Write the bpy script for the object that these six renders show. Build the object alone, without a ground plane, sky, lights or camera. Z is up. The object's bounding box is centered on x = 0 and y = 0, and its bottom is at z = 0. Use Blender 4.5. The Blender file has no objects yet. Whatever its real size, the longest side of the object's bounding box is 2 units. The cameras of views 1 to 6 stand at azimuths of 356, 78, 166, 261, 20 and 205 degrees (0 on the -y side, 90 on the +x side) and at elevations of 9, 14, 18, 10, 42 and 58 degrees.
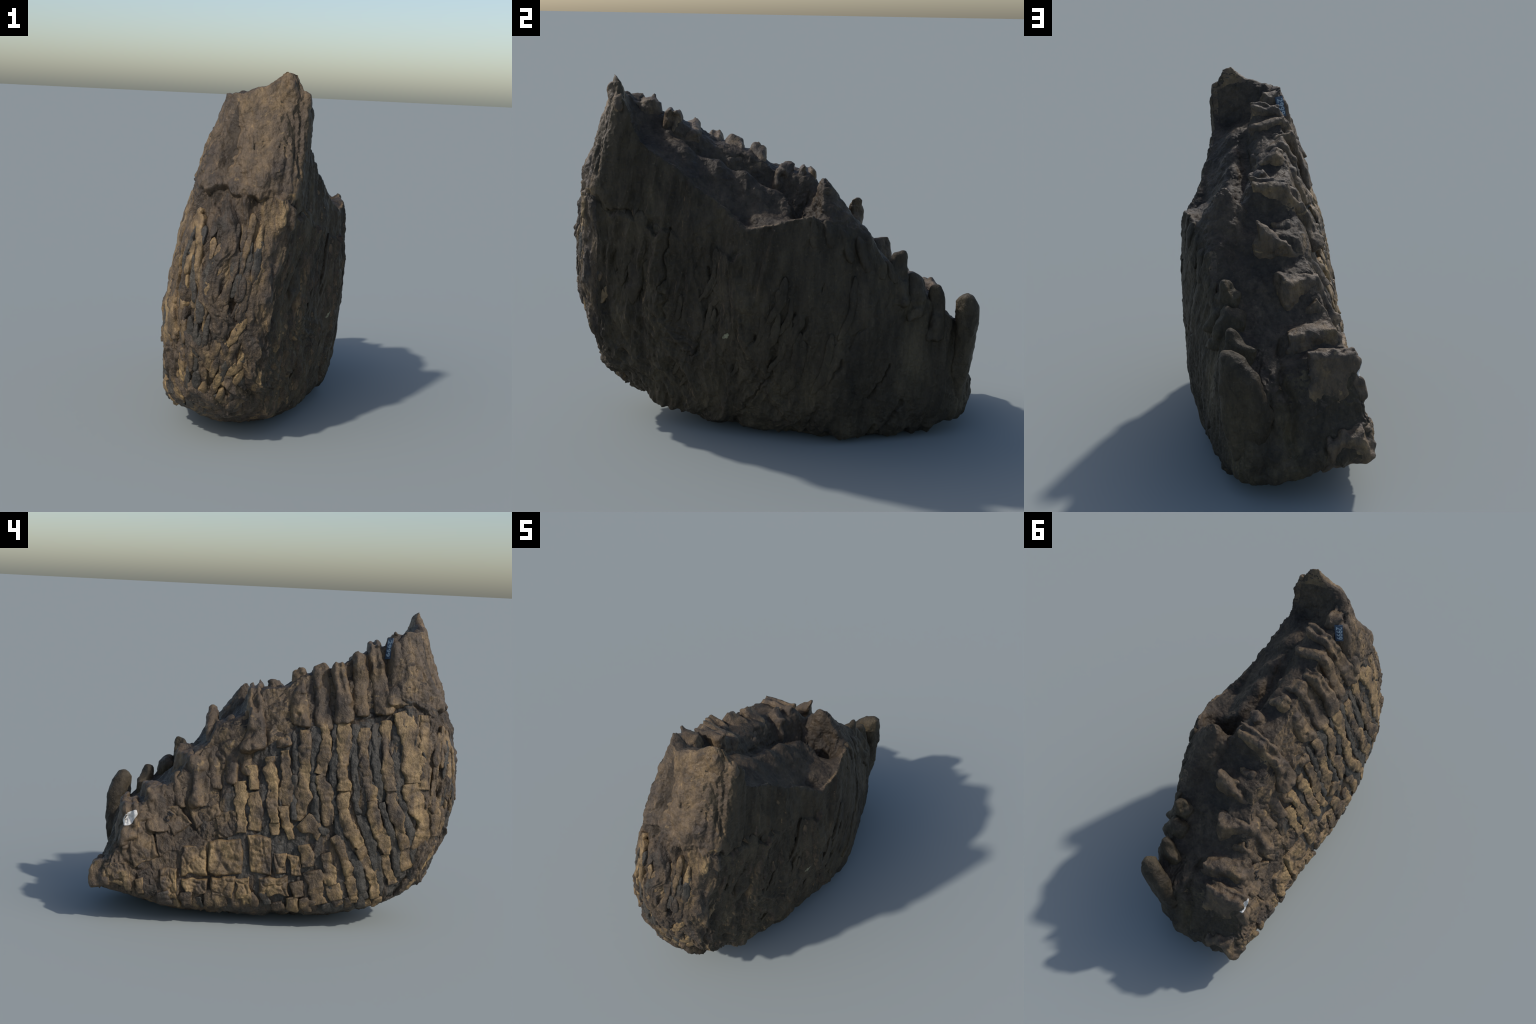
# Fossil mammoth molar: a crown of enamel plates set in cementum, with an open
# root side on top.  Built from control tables, implicit solids and lofted strips.
import bpy, math
import numpy as np
from mathutils import Vector
from mathutils.bvhtree import BVHTree

f32 = np.float32
rng = np.random.default_rng(29)

# ------------------------------------------------------------------ numeric helpers
def smoothstep(a, b, x):
    t = np.clip((x - a) / (b - a), 0, 1)
    return t * t * (3 - 2 * t)

def smax(a, b, k):
    h = np.maximum(k - np.abs(a - b), 0) / k
    return np.maximum(a, b) + h * h * k * 0.25

def curve(xs, vs, q):
    """smooth (monotone-limited Hermite) interpolation through control points"""
    xs = np.asarray(xs, float); vs = np.asarray(vs, float)
    q = np.clip(q, xs[0], xs[-1])
    i = np.clip(np.searchsorted(xs, q, side='right') - 1, 0, len(xs) - 2)
    d = np.diff(vs, axis=0) / (np.diff(xs) if vs.ndim == 1 else np.diff(xs)[:, None])
    m = np.empty_like(vs); m[0] = d[0]; m[-1] = d[-1]
    m[1:-1] = np.where(d[:-1] * d[1:] > 0, 2 * d[:-1] * d[1:] / (d[:-1] + d[1:] + 1e-12), 0)
    h = xs[i + 1] - xs[i]; t = (q - xs[i]) / h
    if vs.ndim > 1:
        h = np.asarray(h)[..., None]; t = np.asarray(t)[..., None]
    return ((2*t**3 - 3*t**2 + 1) * vs[i] + (t**3 - 2*t**2 + t) * h * m[i]
            + (-2*t**3 + 3*t**2) * vs[i+1] + (t**3 - t**2) * h * m[i+1])

def _hash(ix, iy, iz, seed):
    h = (ix.astype(np.uint32) * np.uint32(374761393) + iy.astype(np.uint32) * np.uint32(668265263)
         + iz.astype(np.uint32) * np.uint32(2147483647) + np.uint32((seed * 974634777) & 0xffffffff))
    h = (h ^ (h >> np.uint32(13))) * np.uint32(1274126177)
    h = (h ^ (h >> np.uint32(16))) * np.uint32(2246822519)
    return ((h ^ (h >> np.uint32(15))) & np.uint32(0xffff)).astype(f32) / f32(32767.5) - f32(1)

def noise(p, seed=0):
    """value noise, about -1..1, p is (n,3)"""
    p = np.asarray(p, dtype=f32)
    i = np.floor(p); f = p - i; i = i.astype(np.int64)
    u = f * f * f * (f * (f * 6 - 15) + 10)
    r = np.zeros(len(p), f32)
    for a in (0, 1):
        wx = u[:, 0] if a else 1 - u[:, 0]
        for b in (0, 1):
            wy = u[:, 1] if b else 1 - u[:, 1]
            for c in (0, 1):
                wz = u[:, 2] if c else 1 - u[:, 2]
                r += wx * wy * wz * _hash(i[:, 0] + a, i[:, 1] + b, i[:, 2] + c, seed)
    return r

def fbm(p, seed=0, octaves=3, gain=0.5):
    p = np.asarray(p, dtype=f32); r = 0; a = 1.0
    for o in range(octaves):
        r = r + a * noise(p * f32(2.03 ** o) + f32(17.3 * o), seed + o); a *= gain
    return r

def ridged(p, seed=0, octaves=3):
    r = 0; a = 1.0
    for o in range(octaves):
        r = r + a * (1 - 2 * np.abs(noise(p * f32(2.0 ** o) + f32(9.1 * o), seed + o))); a *= 0.5
    return r

def surface_nets(F, org, h):
    """dual mesh of the zero surface of a sampled implicit solid"""
    nx, ny, nz = F.shape
    ins = F < 0
    c = np.zeros((nx-1, ny-1, nz-1), np.int8)
    for a in (0, 1):
        for b in (0, 1):
            for d in (0, 1):
                c += ins[a:nx-1+a, b:ny-1+b, d:nz-1+d]
    cell = np.argwhere((c > 0) & (c < 8))
    idx = np.full((nx-1, ny-1, nz-1), -1, np.int32)
    idx[cell[:, 0], cell[:, 1], cell[:, 2]] = np.arange(len(cell))
    acc = np.zeros((len(cell), 3)); cnt = np.zeros(len(cell))
    corners = [(a, b, d) for a in (0, 1) for b in (0, 1) for d in (0, 1)]
    for A in corners:
        for ax in range(3):
            if A[ax]: continue
            B = list(A); B[ax] = 1
            fa = F[cell[:, 0]+A[0], cell[:, 1]+A[1], cell[:, 2]+A[2]]
            fb = F[cell[:, 0]+B[0], cell[:, 1]+B[1], cell[:, 2]+B[2]]
            m = (fa < 0) != (fb < 0)
            t = np.where(m, fa / np.where(m, fa - fb, 1), 0)
            for k in range(3):
                acc[:, k] += np.where(m, A[k] + (t if k == ax else 0), 0)
            cnt += m
    V = (cell + acc / cnt[:, None]) * h + np.asarray(org)
    faces = []
    for ax in range(3):
        o1, o2 = (ax + 1) % 3, (ax + 2) % 3
        s0 = [slice(None)] * 3; s1 = [slice(None)] * 3
        s0[ax] = slice(0, -1); s1[ax] = slice(1, None)
        ch = ins[tuple(s0)] != ins[tuple(s1)]
        e = np.argwhere(ch)
        ok = (e[:, o1] > 0) & (e[:, o2] > 0) & (e[:, o1] < F.shape[o1]-1) & (e[:, o2] < F.shape[o2]-1)
        e = e[ok]
        q = []
        for d1, d2 in ((-1, -1), (0, -1), (0, 0), (-1, 0)):
            g = e.copy(); g[:, o1] += d1; g[:, o2] += d2
            q.append(idx[g[:, 0], g[:, 1], g[:, 2]])
        q = np.stack(q, 1)
        flip = ~ins[e[:, 0], e[:, 1], e[:, 2]]
        q[flip] = q[flip][:, ::-1]
        faces.append(q)
    return V, np.concatenate(faces)

def vertex_normals(V, Q):
    n = np.cross(V[Q[:, 2]] - V[Q[:, 0]], V[Q[:, 3]] - V[Q[:, 1]])
    N = np.zeros_like(V)
    for k in range(4):
        for a in range(3):
            N[:, a] += np.bincount(Q[:, k], n[:, a], len(V))
    return N / (np.linalg.norm(N, axis=1, keepdims=True) + 1e-12)

def relax(V, Q, it=1, w=0.5):
    deg = np.zeros(len(V)); e = np.concatenate([Q[:, [0, 1]], Q[:, [1, 2]], Q[:, [2, 3]], Q[:, [3, 0]]])
    deg = np.bincount(e[:, 0], minlength=len(V)) + np.bincount(e[:, 1], minlength=len(V))
    for _ in range(it):
        S = np.zeros_like(V)
        for a in range(3):
            S[:, a] = np.bincount(e[:, 0], V[e[:, 1], a], len(V)) + np.bincount(e[:, 1], V[e[:, 0], a], len(V))
        V = V * (1 - w) + w * S / deg[:, None]
    return V

def split_quads(V, Q):
    """one level of midpoint subdivision"""
    n = len(V)
    E = np.concatenate([Q[:, [0, 1]], Q[:, [1, 2]], Q[:, [2, 3]], Q[:, [3, 0]]]); E.sort(axis=1)
    key = E[:, 0].astype(np.int64) * n + E[:, 1]
    uk, inv = np.unique(key, return_inverse=True)
    mid = (V[uk // n] + V[uk % n]) / 2
    fc = V[Q].mean(1)
    m = inv.reshape(4, -1).T + n
    c = np.arange(len(Q)) + n + len(uk)
    out = np.concatenate([np.stack([Q[:, k], m[:, k], c, m[:, k-1]], 1) for k in range(4)])
    return np.concatenate([V, mid, fc]), out

# ------------------------------------------------------------------ scene helpers
ROOT = bpy.data.objects.new("mammoth_tooth", None)
bpy.context.scene.collection.objects.link(ROOT)
ROOT["label"] = "brown fossil mammoth molar with ridged enamel plates and open root"
ROOT["category"] = "fossil tooth"

def add_mesh(name, V, Q, mat, parent=None, normals=None):
    me = bpy.data.meshes.new(name)
    V = np.array(V, float); Q = np.asarray(Q, np.int32)
    V[:, 2] = np.where(V[:, 2] < .02, .02 * np.exp(np.minimum(V[:, 2] - .02, 0) / .02), V[:, 2])   # rests on the ground plane
    me.vertices.add(len(V)); me.vertices.foreach_set("co", V.ravel())
    k = Q.shape[1]
    me.loops.add(Q.size); me.polygons.add(len(Q))
    me.loops.foreach_set("vertex_index", Q.ravel())
    me.polygons.foreach_set("loop_start", np.arange(len(Q), dtype=np.int32) * k)
    me.update(calc_edges=True); me.validate()
    me.polygons.foreach_set("use_smooth", np.ones(len(me.polygons), bool))
    if normals is not None:
        me.normals_split_custom_set_from_vertices([tuple(v) for v in normals])
    me.materials.append(mat)
    ob = bpy.data.objects.new(name, me)
    bpy.context.scene.collection.objects.link(ob)
    ob.parent = parent or ROOT
    return ob

# ------------------------------------------------------------------ materials
def material(name, stops, scale=9.0, streak=(1, 1, 0.35), fine=60.0, dark=(0.02, 0.017, 0.014), dark_amt=0.5,
             rough=(0.42, 0.72), bump=0.35, spots=None, spec=0.45):
    """mottled bone colour: broad patches, stretched streaks, dark pits, fine grain"""
    m = bpy.data.materials.new(name); m.use_nodes = True
    nt = m.node_tree; N = nt.nodes; L = nt.links
    bs = N["Principled BSDF"]
    tc = N.new("ShaderNodeTexCoord")
    mp = N.new("ShaderNodeMapping"); mp.inputs["Scale"].default_value = streak
    L.new(tc.outputs["Object"], mp.inputs["Vector"])
    def tex(vec, sc, det=5, rgh=0.6, dist=0.0):
        t = N.new("ShaderNodeTexNoise"); t.inputs["Scale"].default_value = sc
        t.inputs["Detail"].default_value = det; t.inputs["Roughness"].default_value = rgh
        t.inputs["Distortion"].default_value = dist
        L.new(vec, t.inputs["Vector"]); return t.outputs["Fac"]
    broad = tex(mp.outputs[0], scale, 6, 0.62, 0.4)
    ramp = N.new("ShaderNodeValToRGB"); L.new(broad, ramp.inputs[0])
    el = ramp.color_ramp.elements
    while len(el) < len(stops): el.new(0.5)
    for e, (p, c) in zip(el, stops):
        e.position = p; e.color = (*c, 1)
    col = ramp.outputs[0]
    def mix(fac, a, b, mode='MIX', lo=0.0, hi=1.0, amt=1.0):
        r = N.new("ShaderNodeMapRange"); r.inputs["From Min"].default_value = lo
        r.inputs["From Max"].default_value = hi; r.inputs["To Max"].default_value = amt
        L.new(fac, r.inputs["Value"])
        x = N.new("ShaderNodeMix"); x.data_type = 'RGBA'; x.blend_type = mode
        L.new(r.outputs[0], x.inputs[0])
        for s, v in ((6, a), (7, b)):
            if isinstance(v, tuple): x.inputs[s].default_value = (*v, 1)
            else: L.new(v, x.inputs[s])
        return x.outputs[2]
    med = tex(mp.outputs[0], scale * 4.5, 4, 0.7)
    col = mix(med, col, dark, lo=0.53, hi=0.70, amt=dark_amt)
    if spots:
        for sc, lo, hi, amt, c in spots:
            col = mix(tex(tc.outputs["Object"], sc, 4, 0.6, 0.6), col, c, lo=lo, hi=hi, amt=amt)
    spk = N.new("ShaderNodeMapRange"); spk.inputs["From Min"].default_value = 0.32; spk.inputs["From Max"].default_value = 0.68
    spk.inputs["To Min"].default_value = 1.55; spk.inputs["To Max"].default_value = 0.50; spk.clamp = True
    L.new(tex(mp.outputs[0], scale * 2.6, 8, 0.78, 0.3), spk.inputs["Value"])
    vm = N.new("ShaderNodeVectorMath"); vm.operation = 'SCALE'
    L.new(col, vm.inputs[0]); L.new(spk.outputs[0], vm.inputs["Scale"]); col = vm.outputs[0]
    grain = tex(tc.outputs["Object"], fine, 4, 0.7)
    col = mix(grain, col, (0.0, 0.0, 0.0), lo=0.55, hi=0.85, amt=0.55)
    col = mix(grain, col, (0.34, 0.27, 0.18), lo=0.40, hi=0.22, amt=0.25)
    L.new(col, bs.inputs["Base Color"])
    rr = N.new("ShaderNodeMapRange"); rr.inputs["To Min"].default_value = rough[0]; rr.inputs["To Max"].default_value = rough[1]
    rr.inputs["From Min"].default_value = 0.3; rr.inputs["From Max"].default_value = 0.7
    L.new(med, rr.inputs["Value"]); L.new(rr.outputs[0], bs.inputs["Roughness"])
    bs.inputs["Specular IOR Level"].default_value = spec
    ad = N.new("ShaderNodeMath"); ad.operation = 'ADD'; L.new(med, ad.inputs[0]); L.new(grain, ad.inputs[1])
    bp = N.new("ShaderNodeBump"); bp.inputs["Strength"].default_value = bump; bp.inputs["Distance"].default_value = 0.012
    L.new(ad.outputs[0], bp.inputs["Height"]); L.new(bp.outputs[0], bs.inputs["Normal"])
    return m

def plain(name, c, rough=0.6):
    m = bpy.data.materials.new(name); m.use_nodes = True
    N = m.node_tree.nodes; L = m.node_tree.links; bs = N["Principled BSDF"]
    t = N.new("ShaderNodeTexNoise"); t.inputs["Scale"].default_value = 70
    tc = N.new("ShaderNodeTexCoord"); L.new(tc.outputs["Object"], t.inputs["Vector"])
    r = N.new("ShaderNodeValToRGB"); L.new(t.outputs["Fac"], r.inputs[0])
    r.color_ramp.elements[0].position = 0.3; r.color_ramp.elements[1].position = 0.7
    r.color_ramp.elements[0].color = (*[v * 0.7 for v in c], 1); r.color_ramp.elements[1].color = (*[min(1, v * 1.15) for v in c], 1)
    L.new(r.outputs[0], bs.inputs["Base Color"]); bs.inputs["Roughness"].default_value = rough
    return m

TAN, TAN2 = (0.280, 0.188, 0.086), (0.178, 0.117, 0.056)
BROWN, UMBER = (0.098, 0.067, 0.039), (0.051, 0.037, 0.026)
SLATE = (0.051, 0.045, 0.036)
M_plate = material("weathered_enamel_tan", [(0.32, UMBER), (0.42, BROWN), (0.52, TAN2), (0.66, TAN)], 9, (1, 1, .55), 75, dark_amt=.6, bump=.6)
M_cement = material("dark_cementum", [(0.3, (0.032, 0.029, 0.025)), (0.5, SLATE), (0.7, (.066, .054, .040))], 14, (1, 1, .3), 80, dark_amt=.5, bump=.6,
                    spots=[(45, .66, .74, .6, (0.16, 0.15, 0.13))])
M_matrix = material("crown_matrix", [(0.32, (0.032, 0.029, 0.025)), (0.47, SLATE), (0.57, UMBER), (0.70, TAN2)], 11, (1, 1, .3), 75, dark_amt=.5, bump=.6)
M_root = material("root_brown", [(0.34, UMBER), (0.51, BROWN), (0.70, TAN2)], 8, (1, 1, .45), 80, dark_amt=.5, bump=.6,
                  spots=[(5, .58, .68, .7, TAN2), (9, .57, .66, .75, UMBER), (17, .62, .70, .6, TAN)])
M_crown = material("crown_mixed", [(0.30, (0.034, 0.030, 0.024)), (0.44, UMBER), (0.56, BROWN), (0.72, TAN)], 12, (1, 1, .3), 70, dark_amt=.65, bump=.8,
                   spots=[(4, .62, .68, .6, TAN2)])
M_flank = material("dark_flank", [(0.3, (0.030, 0.023, 0.015)), (0.5, (0.052, 0.040, 0.025)), (0.72, (0.088, 0.068, 0.040))], 6, (1, 1, .3), 85, dark_amt=.4, bump=.6,
                   spots=[(30, .68, .78, .5, (.15, .125, .07))], spec=.25)
M_floor = material("basin_brown", [(0.3, (0.028, 0.022, 0.017)), (0.5, (0.052, 0.039, 0.027)), (0.72, (0.090, 0.066, 0.043))], 7, (1, 1, .8), 80, dark_amt=.4, bump=.5, spec=.25)
M_end = material("end_wall_brown", [(0.3, (0.030, 0.024, 0.017)), (0.5, (0.054, 0.042, 0.027)), (0.70, (0.110, 0.086, 0.048))], 6, (1, 1, .5), 80, dark_amt=.45, bump=.6, spec=.25)
M_label = plain("blue_label", (0.045, 0.075, 0.12))
M_ink = plain("label_white_ink", (0.34, 0.42, 0.46))
M_pencil = plain("black_ink", (0.015, 0.014, 0.014))
M_white = plain("white_chip", (0.62, 0.60, 0.57))
M_red = plain("reddish_marrow", (0.16, 0.085, 0.055), 0.8)

# ------------------------------------------------------------------ body: control tables
ZK = [0, .2, .4, .6, .8, 1.0, 1.2, 1.4, 1.6]
LEFT = {  # wall position x by length station y, columns = ZK
 -1.0: [-.27, -.32, -.355, -.37, -.36, -.33, -.29, -.25, -.19],
 -.85: [-.30, -.355, -.40, -.41, -.40, -.365, -.315, -.265, -.195],
 -.65: [-.38, -.418, -.438, -.438, -.415, -.375, -.32, -.27, -.205],
 -.55: [-.402, -.428, -.437, -.431, -.402, -.355, -.275, -.195, -.13],
 -.45: [-.42, -.435, -.435, -.423, -.39, -.345, -.265, -.18, -.11],
 -.2:  [-.40, -.412, -.402, -.375, -.332, -.28, -.19, -.11, -.06],
 0.:   [-.37, -.38, -.36, -.322, -.272, -.213, -.12, -.05, 0],
 .2:   [-.34, -.348, -.325, -.275, -.205, -.132, -.05, 0, 0],
 .4:   [-.31, -.315, -.280, -.215, -.14, -.065, 0, 0, 0],
 .6:   [-.285, -.292, -.250, -.172, -.105, -.04, 0, 0, 0],
 .8:   [-.26, -.275, -.240, -.185, -.125, -.08, 0, 0, 0],
 1.0:  [-.22, -.245, -.215, -.175, -.12, 0, 0, 0, 0]}
RIGHT = {
 -1.0: [-.24, -.21, -.17, -.12, -.06, .01, .08, .12, .14],
 -.95: [-.20, -.17, -.12, -.07, -.01, .04, .09, .12, .14],
 -.85: [-.13, -.09, -.04, .01, .055, .095, .12, .135, .145],
 -.75: [-.06, -.02, .03, .075, .115, .14, .15, .15, .155],
 -.65: [.0, .05, .10, .145, .178, .197, .185, .17, .165],
 -.55: [.065, .12, .17, .21, .235, .243, .215, .195, .18],
 -.45: [.125, .185, .24, .275, .295, .295, .265, .225, .19],
 -.33: [.185, .255, .31, .343, .355, .345, .305, .25, .20],
 -.2:  [.24, .315, .37, .405, .418, .410, .37, .33, .30],
 -.1:  [.285, .36, .407, .435, .447, .437, .42, .42, .42],
 .1:   [.36, .43, .457, .466, .455, .43, .40, .40, .40],
 .4:   [.375, .42, .433, .428, .393, .355, .34, .33, .33],
 .65:  [.36, .405, .40, .375, .34, .33, .33, .33, .33],
 .85:  [.30, .34, .335, .325, .33, .33, .36, .36, .36],
 1.0:  [.18, .23, .24, .25, .28, .3, .36, .36, .36]}
FRONT_Z = [0, .05, .12, .20, .32, .46, .58, .70, .80, .95, 1.11, 1.27, 1.43, 1.60, 1.72]
FRONT_Y = [-.32, -.55, -.70, -.785, -.857, -.92, -.957, -.975, -.98, -.97, -.96, -.94, -.887, -.837, -.812]
FRONT_X = [-.50, -.42, -.32, -.20, -.10, .0, .06, .12, .20, .35]
FRONT_LOW = [.30, .12, .03, .0, .0, .04, .095, .17, .30, .6]      # set-back across the width, low down
FRONT_HIGH = [.50, .34, .19, .10, .03, .005, .012, .03, .11, .4]  # and near the peak
BOT_X = [-.45, -.3, -.15, 0, .15, .3, .42]
BOTTOM = {
 -1.0: [.36, .30, .26, .27, .36, .44, .50],
 -.7:  [.25, .175, .13, .13, .19, .29, .37],
 -.5:  [.175, .095, .055, .055, .105, .18, .27],
 -.25: [.13, .07, .025, .01, .03, .08, .14],
 .0:   [.13, .07, .025, .01, .01, .04, .09],
 .25:  [.15, .08, .035, .015, .008, .008, .03],
 .55:  [.18, .11, .065, .04, .02, .01, .025],
 .75:  [.22, .16, .115, .08, .05, .035, .04],
 1.0:  [.27, .22, .19, .16, .13, .12, .13]}
END_X = [-.3, -.2, -.05, .05, .2, .3, .42]
END_ZK = [0, .1, .2, .3, .45, .6, .8]
END = [[.82, .88, .92, .93, .88, .78, .62],
       [.88, .93, .95, .955, .935, .85, .72],
       [.96, .985, .975, .965, .935, .865, .73],
       [.89, .925, .93, .92, .885, .85, .75],
       [.84, .855, .86, .855, .86, .86, .78],
       [.82, .83, .80, .78, .80, .85, .80],
       [.76, .77, .75, .74, .78, .84, .80]]
# top surface: cross-sections (x, z) from the left rim over the basin to the right rim
TOP = {
 -.88: [(-.22, 1.55), (-.12, 1.615), (-.025, 1.655), (.035, 1.712), (.085, 1.712), (.108, 1.645), (.15, 1.62)],
 -.81: [(-.22, 1.56), (-.12, 1.615), (-.025, 1.655), (.035, 1.712), (.085, 1.712), (.108, 1.645), (.145, 1.625)],
 -.775: [(-.22, 1.59), (-.13, 1.62), (-.04, 1.645), (.03, 1.67), (.085, 1.67), (.11, 1.62), (.15, 1.61)],
 -.735: [(-.21, 1.61), (-.14, 1.62), (-.05, 1.575), (.06, 1.50), (.13, 1.48), (.165, 1.54)],
 -.69: [(-.20, 1.61), (-.13, 1.57), (-.05, 1.48), (.07, 1.41), (.145, 1.41), (.175, 1.46)],
 -.62: [(-.21, 1.56), (-.12, 1.52), (-.03, 1.44), (.08, 1.40), (.165, 1.36), (.195, 1.37)],
 -.50: [(-.20, 1.50), (-.05, 1.49), (.01, 1.41), (.08, 1.40), (.175, 1.31), (.23, 1.26)],
 -.42: [(-.20, 1.465), (-.04, 1.44), (.04, 1.34), (.10, 1.34), (.19, 1.26), (.25, 1.20)],
 -.34: [(-.22, 1.425), (-.03, 1.39), (.05, 1.29), (.12, 1.335), (.21, 1.22), (.275, 1.14)],
 -.28: [(-.23, 1.41), (-.02, 1.37), (.06, 1.26), (.13, 1.28), (.23, 1.17), (.295, 1.09)],
 -.23: [(-.25, 1.40), (.0, 1.35), (.075, 1.23), (.145, 1.275), (.25, 1.14), (.32, 1.06)],
 -.12: [(-.25, 1.365), (.03, 1.31), (.10, 1.18), (.17, 1.21), (.30, 1.10), (.41, 1.08)],
 -.05: [(-.25, 1.29), (.07, 1.26), (.13, 1.14), (.20, 1.18), (.30, 1.09), (.42, 1.10)],
 .03: [(-.25, 1.27), (.10, 1.25), (.17, 1.09), (.23, 1.0), (.30, 1.0), (.42, 1.12)],
 .08: [(-.25, 1.25), (.11, 1.25), (.17, 1.11), (.24, 1.10), (.32, 1.08), (.42, 1.09)],
 .13:  [(-.25, 1.22), (.11, 1.22), (.18, 1.16), (.258, 1.265), (.33, 1.16), (.42, 1.03)],
 .18: [(-.25, 1.12), (.04, 1.12), (.14, 1.12), (.255, 1.21), (.33, 1.13), (.42, 1.01)],
 .24: [(-.25, 1.09), (.06, 1.07), (.14, 1.05), (.25, 1.12), (.33, 1.09), (.42, .97)],
 .31: [(-.25, 1.04), (.07, 1.06), (.15, 1.02), (.24, 1.01), (.32, 1.04), (.42, .92)],
 .38: [(-.22, .95), (.06, .94), (.165, .925), (.23, .92), (.32, .93), (.42, .84)],
 .45: [(-.22, .89), (.06, .89), (.15, .87), (.24, .85), (.32, .86), (.42, .77)],
 .53: [(-.2, .78), (.02, .79), (.14, .79), (.246, .77), (.32, .79), (.42, .70)],
 .60: [(-.2, .71), (.04, .72), (.14, .72), (.24, .70), (.32, .73), (.42, .64)],
 .66: [(-.2, .69), (.05, .70), (.14, .68), (.24, .66), (.32, .68), (.42, .60)],
 .72: [(-.22, .62), (.02, .63), (.14, .63), (.23, .60), (.32, .62), (.42, .56)],
 .78: [(-.22, .61), (.0, .62), (.13, .60), (.23, .55), (.32, .57), (.42, .55)],
 .84: [(-.24, .52), (-.02, .54), (.13, .53), (.22, .50), (.32, .53), (.42, .52)],
 1.0:  [(-.25, .34), (-.02, .36), (.13, .38), (.22, .38), (.32, .40), (.42, .40)]}

def table(d):
    k = sorted(d); return np.array(k, float), np.array([d[i] for i in k], float)
for k, v in TOP.items():
    if len(v) == 6:
        a, b = v[1], v[2]; v.insert(2, (a[0] * .5 + b[0] * .5, a[1] * .5 + b[1] * .5))
LY, LT = table(LEFT); RY, RT = table(RIGHT); BY, BT = table(BOTTOM); TY, TT = table(TOP)
END = np.array(END)

def left_wall(y, z):
    return curve(ZK, curve(LY, LT, np.array([y]))[0], z)

def body_slice(y, X, Z, xs, zs):
    xl = curve(ZK, curve(LY, LT, np.array([y]))[0], zs)[None, :]
    xr = curve(ZK, curve(RY, RT, np.array([y]))[0], zs)[None, :]
    walls = np.maximum(xl - X, X - xr)
    yf = curve(FRONT_Z, FRONT_Y, zs)[None, :]
    sx = smoothstep(-.12, .06, xs)[:, None]
    hi = smoothstep(.92, 1.42, zs)[None, :] * (1 - sx) + smoothstep(.8, 1.35, zs)[None, :] * sx
    yf = yf + curve(FRONT_X, FRONT_LOW, xs)[:, None] * (1 - hi) + curve(FRONT_X, FRONT_HIGH, xs)[:, None] * hi
    kf = (0.085 + .04 * sx) * (1 - hi) + (0.03 + .03 * sx * smoothstep(1.6, 1.4, zs)[None, :]) * hi
    f = smax(walls, (yf - y) * 0.8, kf)
    zb = curve(BOT_X, curve(BY, BT, np.array([y]))[0], xs)[:, None]
    f = smax(f, zb - Z, 0.07)
    ez = np.stack([np.interp(xs, END_X, row) for row in END], 0)       # zk by x
    ye = curve(END_ZK, ez, zs).T
    f = smax(f, y - ye, 0.05)
    t = curve(TY, TT.reshape(len(TY), -1), np.array([y]))[0].reshape(-1, 2)
    zt = curve(t[:, 0], t[:, 1], xs)[:, None]
    return smax(f, (Z - zt) * 0.7, 0.012)

def build_body(h=0.0085):
    lo = np.array([-.52, -1.04, -.03]); hi = np.array([.50, 1.04, 1.75])
    xs, ys, zs = [np.arange(lo[i], hi[i], h) for i in range(3)]
    X, Z = np.meshgrid(xs, zs, indexing='ij')
    F = np.empty((len(xs), len(ys), len(zs)), f32)
    for j, y in enumerate(ys):
        F[:, j, :] = body_slice(y, X, Z, xs, zs)
    V, Q = surface_nets(F, lo, h)
    return relax(V, Q, 2, 0.4), Q

def polyline_dist(P, pts):
    """distance from 2D points to a polyline, with position along it"""
    best = np.full(len(P), 9.0)
    for a, b in zip(pts[:-1], pts[1:]):
        a = np.array(a); b = np.array(b); ab = b - a
        t = np.clip(((P - a) @ ab) / (ab @ ab), 0, 1)
        best = np.minimum(best, np.linalg.norm(P - a - t[:, None] * ab, axis=1))
    return best

SEAM_L = ([-1.0, -.85, -.7, -.54, -.32, -.1, 0, .18, .3, .42, .53, .75, 1.0], [1.17, 1.2, 1.23, 1.22, 1.13, 1.09, 1.0, .93, .74, .66, .52, .33, .25])
SEAM_R = ([-1.0, -.87, -.75, -.6, -.5, -.3, 0, .1, .28, .45, .6, .75, 1.0], [1.17, 1.13, 1.10, 1.05, .98, .95, .93, .90, .82, .72, .62, .5, .3])
def seam_height(x, y):
    w = smoothstep(-.12, .12, x)
    return np.interp(y, *SEAM_L) * (1 - w) + np.interp(y, *SEAM_R) * w

CRACKS_R = [  # (y, z) polylines on the right flank
 [(-.123, .533), (-.131, .372), (-.186, .255), (-.241, .135), (-.26, .02)],
 [(.195, .44), (.122, .305), (.079, .19), (.053, .0)],
 [(.424, .401), (.355, .268), (.326, .231)], [(.486, .205), (.464, .13), (.415, .071), (.41, 0)],
 [(-.435, .545), (-.48, .416)], [(-.721, .379), (-.723, .225), (-.70, .1)], [(-.223, .551), (-.25, .437)],
 [(-.578, 1.029), (-.601, .921), (-.615, .602)], [(.36, .09), (.34, .0)], [(-.4, .86), (-.42, .62)],
 [(.1, .80), (.02, .62), (-.03, .5)], [(.0, .78), (-.06, .6)], [(.30, .62), (.22, .5)]]

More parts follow.
